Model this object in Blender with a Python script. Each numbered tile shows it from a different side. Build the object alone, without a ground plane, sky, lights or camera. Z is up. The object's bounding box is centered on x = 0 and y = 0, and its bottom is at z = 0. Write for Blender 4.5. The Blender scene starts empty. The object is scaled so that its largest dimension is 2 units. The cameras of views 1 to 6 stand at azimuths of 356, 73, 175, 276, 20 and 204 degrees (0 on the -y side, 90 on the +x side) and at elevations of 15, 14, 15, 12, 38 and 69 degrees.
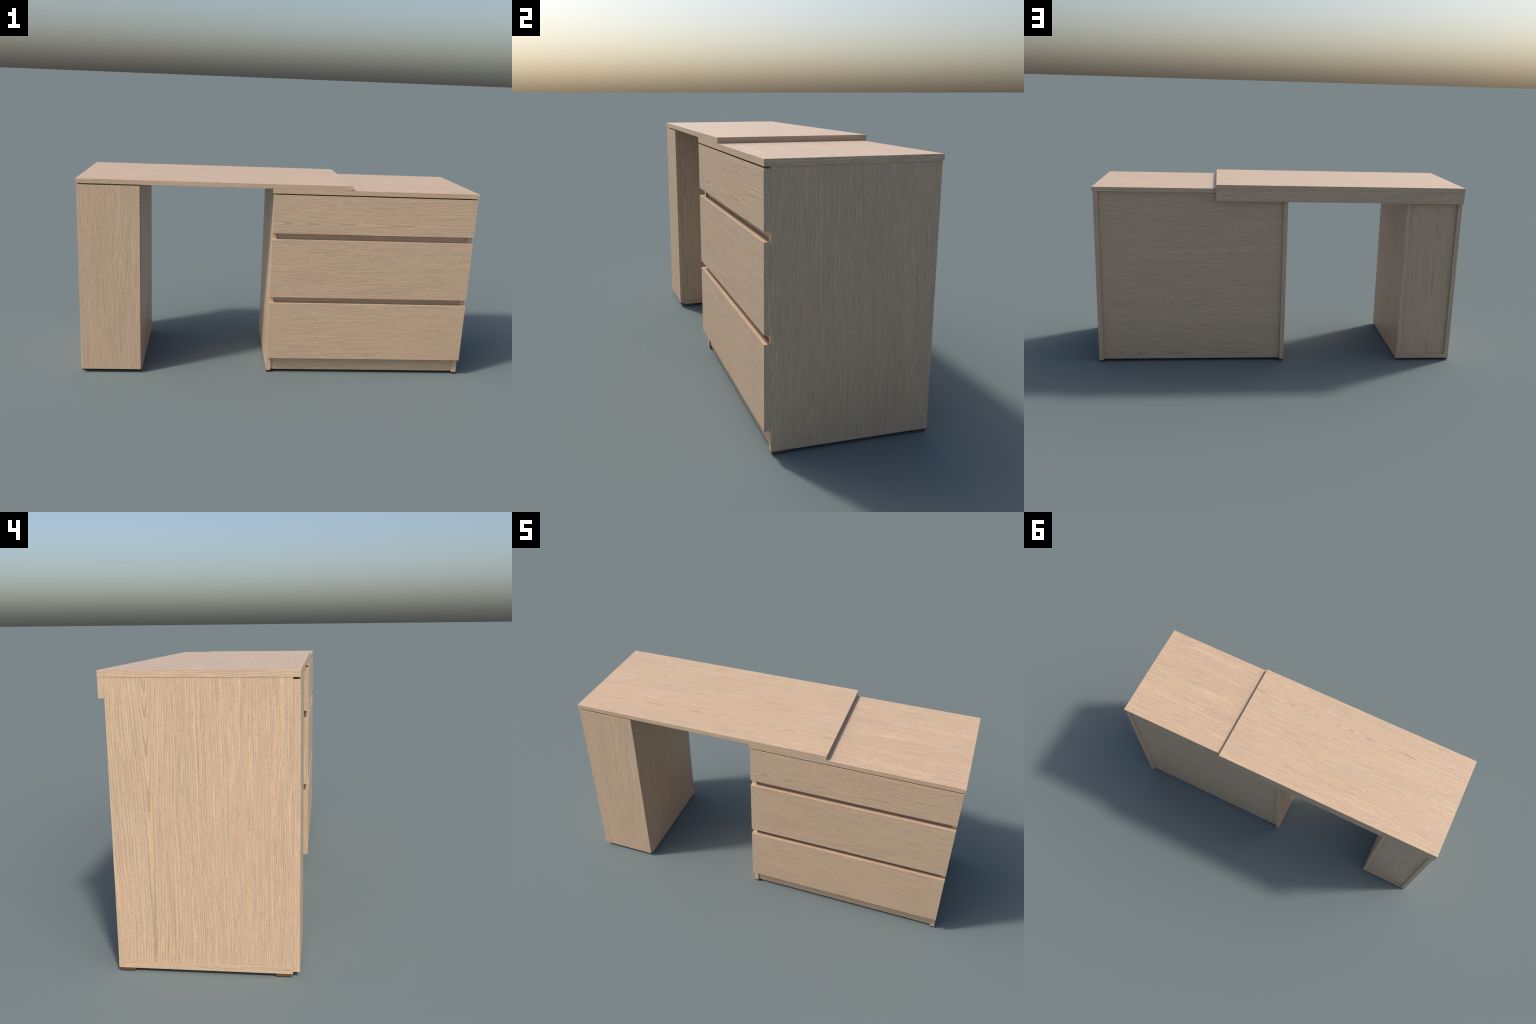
"""Oak-veneered corner-style writing desk: a long desktop resting on a narrow cupboard
(left) and on a three-drawer chest (right).  Metres, z up, lowest point z = 0."""
import bpy, bmesh
from mathutils import Vector

# ----------------------------------------------------------------- dimensions
BOARD = 0.0234                       # thickness of every board
FRONT, REAR = -0.3150, 0.3150        # front plane of tops/doors, rear plane of apron
# desktop
DESK_L, DESK_R = -1.0000, 0.3520
DESK_BOT, DESK_TOP = 0.9862, 1.0087
APRON_BOT = 0.9216
# chest of drawers
CHEST_L, CHEST_R = -0.0404, 1.0000           # top board
CHEST_BOT, CHEST_TOP = 0.9626, 0.9857
CHEST_REAR = 0.2948
SIDE_L, SIDE_R = -0.0350, 0.9962             # outer faces of the chest sides
CARCASS_FRONT, CARCASS_REAR = -0.2914, 0.2912
DRAWERS = [(0.7617, 0.9560), (0.4252, 0.7290), (0.0883, 0.3930)]
RECESS = 0.0130                              # rails, plinth and backs sit back this far
FOOT_H = 0.0103
# cupboard under the left end
CUP_L, CUP_R = -0.9990, -0.6890              # outer faces of its sides
CUP_BASE_L, CUP_BASE_R = -0.9998, -0.6878
CUP_FRONT, CUP_REAR = -0.2915, 0.2955
CUP_BASE_TOP = 0.0338
DOOR_L, DOOR_R, DOOR_BOT, DOOR_TOP = -0.9960, -0.6924, 0.0170, 0.9797


# ----------------------------------------------------------------- oak veneer
def oak_group():
    """Flat-sawn oak: growth-ring lines in a bent 'ring' coordinate.  Around
    (Apex, Centre) the lines close into the long ovals of a cathedral figure."""
    g = bpy.data.node_groups.new("oak_veneer", "ShaderNodeTree")
    for name in ("Along", "Across", "Seed", "Apex", "Centre", "Figure"):
        g.interface.new_socket(name, in_out="INPUT", socket_type="NodeSocketFloat")
    for name in ("Color", ):
        g.interface.new_socket(name, in_out="OUTPUT", socket_type="NodeSocketColor")
    g.interface.new_socket("Roughness", in_out="OUTPUT", socket_type="NodeSocketFloat")
    g.interface.new_socket("Height", in_out="OUTPUT", socket_type="NodeSocketFloat")
    N, L = g.nodes, g.links
    gin, gout = N.new("NodeGroupInput"), N.new("NodeGroupOutput")
    I = gin.outputs

    def put(sock, v):
        if isinstance(v, (int, float)):
            sock.default_value = v
        else:
            L.new(v, sock)

    def m(op, a, b=0.0, c=None):
        n = N.new("ShaderNodeMath"); n.operation = op
        put(n.inputs[0], a); put(n.inputs[1], b)
        if c is not None:
            put(n.inputs[2], c)
        return n.outputs[0]

    def noise(x, y, z, detail=2.0, rough=0.5):
        c = N.new("ShaderNodeCombineXYZ")
        put(c.inputs[0], x); put(c.inputs[1], y); put(c.inputs[2], z)
        t = N.new("ShaderNodeTexNoise"); t.noise_dimensions = "3D"
        t.inputs["Scale"].default_value = 1.0
        t.inputs["Detail"].default_value = detail
        t.inputs["Roughness"].default_value = rough
        L.new(c.outputs[0], t.inputs["Vector"])
        return t.outputs["Fac"]

    def remap(v, lo, hi, a=0.0, b=1.0):
        n = N.new("ShaderNodeMapRange"); n.interpolation_type = "SMOOTHSTEP"
        put(n.inputs["Value"], v)
        n.inputs["From Min"].default_value = lo; n.inputs["From Max"].default_value = hi
        n.inputs["To Min"].default_value = a; n.inputs["To Max"].default_value = b
        return n.outputs["Result"]

    def mix(fac, a, b):
        n = N.new("ShaderNodeMix"); n.data_type = "RGBA"
        put(n.inputs[0], fac)
        for s, v in ((n.inputs[6], a), (n.inputs[7], b)):
            if isinstance(v, tuple):
                s.default_value = (*v, 1.0)
            else:
                L.new(v, s)
        return n.outputs[2]

    al, ac, seed = I["Along"], I["Across"], I["Seed"]
    # slow wander of the grain
    w1 = m("SUBTRACT", noise(m("MULTIPLY", al, 1.7), m("MULTIPLY", ac, 2.6), seed, 1.0), 0.5)
    w2 = m("SUBTRACT", noise(m("MULTIPLY", al, 7.0), m("MULTIPLY", ac, 9.0), m("ADD", seed, 31.0), 1.0), 0.5)
    off = m("SUBTRACT", ac, I["Centre"])
    hold = m("SUBTRACT", 1.0, m("DIVIDE", m("MULTIPLY", I["Figure"], 0.9), m("ADD", 1.0, m("MULTIPLY", m("MULTIPLY", off, off), 220.0))))
    c = m("ADD", off, m("ADD", m("MULTIPLY", m("MULTIPLY", w1, hold), 0.064), m("MULTIPLY", w2, 0.010)))
    # cathedral figure: rings shift with the distance from the apex, less and less far off
    da = m("SUBTRACT", al, I["Apex"])
    t2 = m("ADD", m("MULTIPLY", da, da), 0.0012)
    tlen = m("SQRT", m("DIVIDE", t2, m("ADD", 1.0, m("MULTIPLY", t2, 6.0))))
    c2 = m("MULTIPLY", c, c)
    fall = m("DIVIDE", 1.0, m("ADD", 1.0, m("MULTIPLY", c2, 170.0)))
    ring = m("ADD", m("SQRT", m("ADD", c2, 0.00011)),
             m("MULTIPLY", m("MULTIPLY", tlen, fall), m("MULTIPLY", I["Figure"], 0.098)))
    # rings of uneven width
    jit = m("SUBTRACT", noise(m("MULTIPLY", ring, 26.0), m("MULTIPLY", al, 0.7), m("ADD", seed, 5.0), 1.0), 0.5)
    rr = m("ADD", ring, m("MULTIPLY", jit, 0.018))
    wave = m("SINE", m("MULTIPLY", rr, 6.2832 * 142.0))

    side = m("MULTIPLY", remap(c, -0.05, 0.05), 1.3)      # the two flanks differ
    s2 = m("ADD", seed, side)
    amp = remap(noise(m("MULTIPLY", ring, 17.0), m("MULTIPLY", al, 2.4), m("ADD", s2, 3.0), 1.0), 0.36, 0.66, 0.60, 1.0)
    core = m("MULTIPLY", m("DIVIDE", 1.0, m("ADD", 1.0, m("MULTIPLY", c2, 1500.0))), I["Figure"])   # heart of the figure
    amp = m("MAXIMUM", amp, m("MULTIPLY", core, 1.35))
    calm = m("SUBTRACT", 1.0, m("MULTIPLY", core, 0.65))
    lines = noise(m("MULTIPLY", ring, 260.0), m("MULTIPLY", al, 3.0), m("ADD", s2, 17.0), 1.0, 0.5)
    broad = noise(m("MULTIPLY", ring, 14.0), m("MULTIPLY", al, 1.1), m("ADD", s2, 11.0), 1.5)
    streak = noise(m("MULTIPLY", ring, 140.0), m("MULTIPLY", al, 1.2), m("ADD", s2, 23.0), 1.0)
    fibre = noise(m("MULTIPLY", c, 370.0), m("MULTIPLY", al, 13.0), m("ADD", seed, 41.0), 2.0, 0.6)
    pore = noise(m("MULTIPLY", c, 400.0), m("MULTIPLY", al, 85.0), m("ADD", seed, 57.0), 1.0)
    hue = noise(m("MULTIPLY", ring, 105.0), m("MULTIPLY", al, 3.0), m("ADD", s2, 71.0), 1.0)
    ray = noise(m("MULTIPLY", ac, 70.0), m("MULTIPLY", al, 300.0), m("ADD", seed, 91.0), 0.0)

    early = m("MULTIPLY", remap(wave, 0.10, -0.95), amp)           # porous early wood
    base = mix(remap(broad, 0.34, 0.66), TAN, HONEY)
    base = mix(remap(hue, 0.36, 0.64), base, mix(remap(broad, 0.35, 0.65), PINK, TAN_GREY))
    base = mix(m("MULTIPLY", remap(streak, 0.57, 0.72), m("MULTIPLY", calm, 0.55)), base, PALE)
    base = mix(m("MULTIPLY", early, LINE), base, DARK)
    base = mix(m("MULTIPLY", remap(lines, 0.50, 0.28), m("MULTIPLY", calm, 0.50)), base, DARK)
    base = mix(m("MULTIPLY", remap(fibre, 0.53, 0.33), m("MULTIPLY", calm, 0.42)), base, DARK)
    base = mix(m("MULTIPLY", remap(fibre, 0.53, 0.72), m("MULTIPLY", calm, 0.45)), base, PALE)
    base = mix(m("MULTIPLY", remap(pore, 0.52, 0.33), m("ADD", 0.20, m("MULTIPLY", early, 0.30))), base, PORE)
    base = mix(m("MULTIPLY", remap(ray, 0.76, 0.86), 0.22), base, PALE)
    L.new(base, gout.inputs["Color"])
    put(gout.inputs["Roughness"], remap(lines, 0.3, 0.7, ROUGH + 0.02, ROUGH - 0.02))
    put(gout.inputs["Height"], m("ADD", m("MULTIPLY", fibre, 0.6), m("MULTIPLY", pore, 0.4)))
    return g


# veneer colours (linear)
GAIN = 1.04
def tone(r, g, b):
    return (r * GAIN, g * GAIN, b * GAIN)
TAN = tone(0.572, 0.400, 0.260)
HONEY = tone(0.606, 0.412, 0.254)
PINK = tone(0.590, 0.400, 0.276)
TAN_GREY = tone(0.535, 0.405, 0.270)
PALE = tone(0.720, 0.520, 0.345)
DARK = tone(0.388, 0.276, 0.188)
PORE = tone(0.300, 0.205, 0.135)
ROUGH = 0.42
LINE = 0.55

OAK = oak_group()
AXES = "XYZ"
_cache = {}

def oak(along, across, seed, apex=0.0, centre=9.0, figure=0.0):
    """Material whose grain runs along one object axis; the across axis counts the rings."""
    key = (along, across, seed, apex, centre, figure)
    if key in _cache:
        return _cache[key]
    mat = bpy.data.materials.new("oak_veneer")
    mat.use_nodes = True
    N, L = mat.node_tree.nodes, mat.node_tree.links
    bsdf = N["Principled BSDF"]
    tc, sep = N.new("ShaderNodeTexCoord"), N.new("ShaderNodeSeparateXYZ")
    L.new(tc.outputs["Object"], sep.inputs[0])
    grp = N.new("ShaderNodeGroup"); grp.node_tree = OAK
    L.new(sep.outputs[along], grp.inputs["Along"])
    L.new(sep.outputs[across], grp.inputs["Across"])
    for k, v in (("Seed", seed), ("Apex", apex), ("Centre", centre), ("Figure", figure)):
        grp.inputs[k].default_value = v
    L.new(grp.outputs["Color"], bsdf.inputs["Base Color"])
    L.new(grp.outputs["Roughness"], bsdf.inputs["Roughness"])
    bump = N.new("ShaderNodeBump")
    bump.inputs["Strength"].default_value = 0.10
    bump.inputs["Distance"].default_value = 0.0006
    L.new(grp.outputs["Height"], bump.inputs["Height"])
    L.new(bump.outputs[0], bsdf.inputs["Normal"])
    bsdf.inputs["Specular IOR Level"].default_value = 0.5
    _cache[key] = mat
    return mat

def foot_material():
    mat = bpy.data.materials.new("brown_plastic")
    mat.use_nodes = True
    N, L = mat.node_tree.nodes, mat.node_tree.links
    bsdf = N["Principled BSDF"]
    tc, no = N.new("ShaderNodeTexCoord"), N.new("ShaderNodeTexNoise")
    no.inputs["Scale"].default_value = 160.0
    L.new(tc.outputs["Object"], no.inputs["Vector"])
    ramp = N.new("ShaderNodeValToRGB")
    ramp.color_ramp.elements[0].color = (0.098, 0.048, 0.021, 1)
    ramp.color_ramp.elements[1].color = (0.122, 0.062, 0.028, 1)
    L.new(no.outputs["Fac"], ramp.inputs[0])
    L.new(ramp.outputs[0], bsdf.inputs["Base Color"])
    bsdf.inputs["Roughness"].default_value = 0.55
    return mat

FOOT_MAT = foot_material()

# ----------------------------------------------------------------- parts
thing = bpy.data.objects.new("writing_desk", None)
thing.empty_display_size = 0.2
thing["label"] = "pale oak desk with cupboard leg and three-drawer chest"
thing["category"] = "desk"
bpy.context.scene.collection.objects.link(thing)

def add(name, mesh, parent=None):
    ob = bpy.data.objects.new(name, mesh)
    bpy.context.scene.collection.objects.link(ob)
    ob.parent = parent or thing
    return ob

_seed = [0.0]
def board(name, x, y, z, grain, seed=None, figure=None, edge_seed=None, parent=None, bevel=0.0003):
    """Veneered board: a box with eased edges.  grain = axis the broad faces' grain
    follows; end faces are lipped, their grain follows the longer side of the end.
    figure = (apex, centre, strength) of the cathedral on the broad faces."""
    _seed[0] += 3.17
    seed = _seed[0] if seed is None else seed
    bm = bmesh.new()
    bmesh.ops.create_cube(bm, size=1.0)
    lo = Vector((x[0], y[0], z[0])); hi = Vector((x[1], y[1], z[1])); size = hi - lo
    for v in bm.verts:
        v.co = Vector([lo[i] + (v.co[i] + 0.5) * size[i] for i in range(3)])
    if bevel:
        bmesh.ops.bevel(bm, geom=bm.edges[:], offset=bevel, segments=1, affect="EDGES", clamp_overlap=True)
    me = bpy.data.meshes.new(name)
    g = AXES.index(grain)
    thin = min(range(3), key=lambda i: size[i])
    slots = {}
    for f in bm.faces:
        n = max(range(3), key=lambda i: abs(f.normal[i]))
        rest = [i for i in range(3) if i != n]
        al = g if g != n else max(rest, key=lambda i: size[i])
        if n != thin:                       # lipping follows the long side of the edge
            al = max(rest, key=lambda i: size[i])
        ac = [i for i in rest if i != al][0]
        if n == thin:
            ap, ce, st = figure or (0.0, 5.0, 0.0)
            mat = oak(al, ac, round(seed, 3), ap, ce, st)
        else:
            mat = oak(al, ac, round((seed if edge_seed is None else edge_seed) + 1.7 + n, 3), 0.0, 5.0, 0.0)
        if mat not in slots:
            slots[mat] = len(slots); me.materials.append(mat)
        f.material_index = slots[mat]
    bm.to_mesh(me); bm.free()
    ob = add(name, me, parent)
    return ob

GAP = 0.0002      # hairline joint between boards

# desktop and the apron along its rear edge
board("desktop", (DESK_L, DESK_R), (FRONT, REAR), (DESK_BOT, DESK_TOP), "X", figure=(-0.12, -0.168, 1.0))
board("apron", (DESK_L + 0.0004, DESK_R - 0.0002), (CUP_REAR + GAP, REAR - 0.0004), (APRON_BOT, DESK_BOT - GAP), "X")

# cupboard carrying the left end
cup_z = (CUP_BASE_TOP + GAP, DESK_BOT - GAP)
board("side_panel", (CUP_L, CUP_L + BOARD), (CUP_FRONT, CUP_REAR), cup_z, "Z", figure=(1.02, 0.168, 1.0))
board("side_panel", (CUP_R - BOARD, CUP_R), (CUP_FRONT, CUP_REAR), cup_z, "Z", figure=(1.05, -0.272, 0.8))
board("bottom_panel", (CUP_BASE_L, CUP_BASE_R), (CUP_FRONT - 0.0006, CUP_REAR + 0.0006), (FOOT_H, CUP_BASE_TOP), "X")
board("back_panel", (CUP_L + BOARD + GAP, CUP_R - BOARD - GAP), (CUP_REAR - RECESS - 0.008, CUP_REAR - RECESS),
      (CUP_BASE_TOP + GAP, DESK_BOT - GAP), "Z", figure=(1.04, -0.872, 1.0))
board("top_panel", (CUP_L + BOARD + GAP, CUP_R - BOARD - GAP), (CUP_FRONT + 0.0010, CUP_REAR - RECESS - 0.0084),
      (DESK_BOT - GAP - BOARD, DESK_BOT - GAP), "X")
board("door", (DOOR_L, DOOR_R), (FRONT, CUP_FRONT - GAP), (DOOR_BOT, DOOR_TOP), "Z")

# chest of drawers
board("chest_top", (CHEST_L, CHEST_R), (FRONT, CHEST_REAR), (CHEST_BOT, CHEST_TOP), "X")
side_z = (FOOT_H, CHEST_BOT - GAP)
board("side_panel", (SIDE_L, SIDE_L + BOARD), (CARCASS_FRONT, CARCASS_REAR), side_z, "Z")
board("side_panel", (SIDE_R - BOARD, SIDE_R), (CARCASS_FRONT, CARCASS_REAR), side_z, "Z")
inner = (SIDE_L + BOARD + GAP, SIDE_R - BOARD - GAP)
board("back_panel", inner, (CARCASS_REAR - RECESS - 0.008, CARCASS_REAR - RECESS), (0.0136, CHEST_BOT - GAP), "X",
      figure=(1.06, 0.0445, 1.0))
board("plinth", inner, (CARCASS_FRONT + 0.0078, CARCASS_FRONT + 0.0078 + BOARD), (0.0137, 0.0900), "X")
board("bottom_panel", inner, (CARCASS_FRONT + RECESS + BOARD + GAP, CARCASS_REAR - RECESS - 0.0084), (0.0720, 0.0900), "X")
figures = [(-0.05, 0.8125, 0.9), None, None]
for (z0, z1), fig in zip(DRAWERS, figures):
    board("drawer", (SIDE_L, SIDE_R), (FRONT, CARCASS_FRONT - GAP), (z0, z1), "X", figure=fig)
for z0, z1 in ((CHEST_BOT - 0.050, CHEST_BOT - GAP), (0.7100, 0.7800), (0.3740, 0.4440)):
    board("rail", inner, (CARCASS_FRONT + 0.0090, CARCASS_FRONT + 0.0090 + BOARD), (z0, z1), "X")

# glide feet: short channels, open at both ends
FOOT_W, FOOT_L = 0.0200, 0.0508
def foot_mesh():
    w, h, t, c = FOOT_W / 2, FOOT_H, 0.0062, 0.0052
    prof = [(-w, 0.0008), (-w + 0.0008, 0), (-w + t, 0), (-w + t + 0.0012, c), (w - t - 0.0012, c), (w - t, 0),
            (w - 0.0008, 0), (w, 0.0008), (w, h - GAP), (-w, h - GAP)]
    bm = bmesh.new()
    a = [bm.verts.new((x, -FOOT_L / 2, z)) for x, z in prof]
    b = [bm.verts.new((x, FOOT_L / 2, z)) for x, z in prof]
    n = len(prof)
    bm.faces.new(a); bm.faces.new(b[::-1])
    for i in range(n):
        j = (i + 1) % n
        bm.faces.new((a[i], b[i], b[j], a[j]))
    bmesh.ops.recalc_face_normals(bm, faces=bm.faces[:])
    me = bpy.data.meshes.new("foot")
    bm.to_mesh(me); bm.free()
    me.materials.append(FOOT_MAT)
    return me

FOOT = foot_mesh()
inset = 0.0016
for cx, yf, yr in ((SIDE_L + inset + FOOT_W / 2, CARCASS_FRONT, CARCASS_REAR),
                   (SIDE_R - inset - FOOT_W / 2, CARCASS_FRONT, CARCASS_REAR),
                   (CUP_BASE_L + inset + FOOT_W / 2, CUP_FRONT, CUP_REAR),
                   (CUP_BASE_R - inset - FOOT_W / 2, CUP_FRONT, CUP_REAR)):
    for cy in (yf + 0.0040 + FOOT_L / 2, yr - 0.0036 - FOOT_L / 2):
        add("foot", FOOT).location = (cx, cy, 0.0)
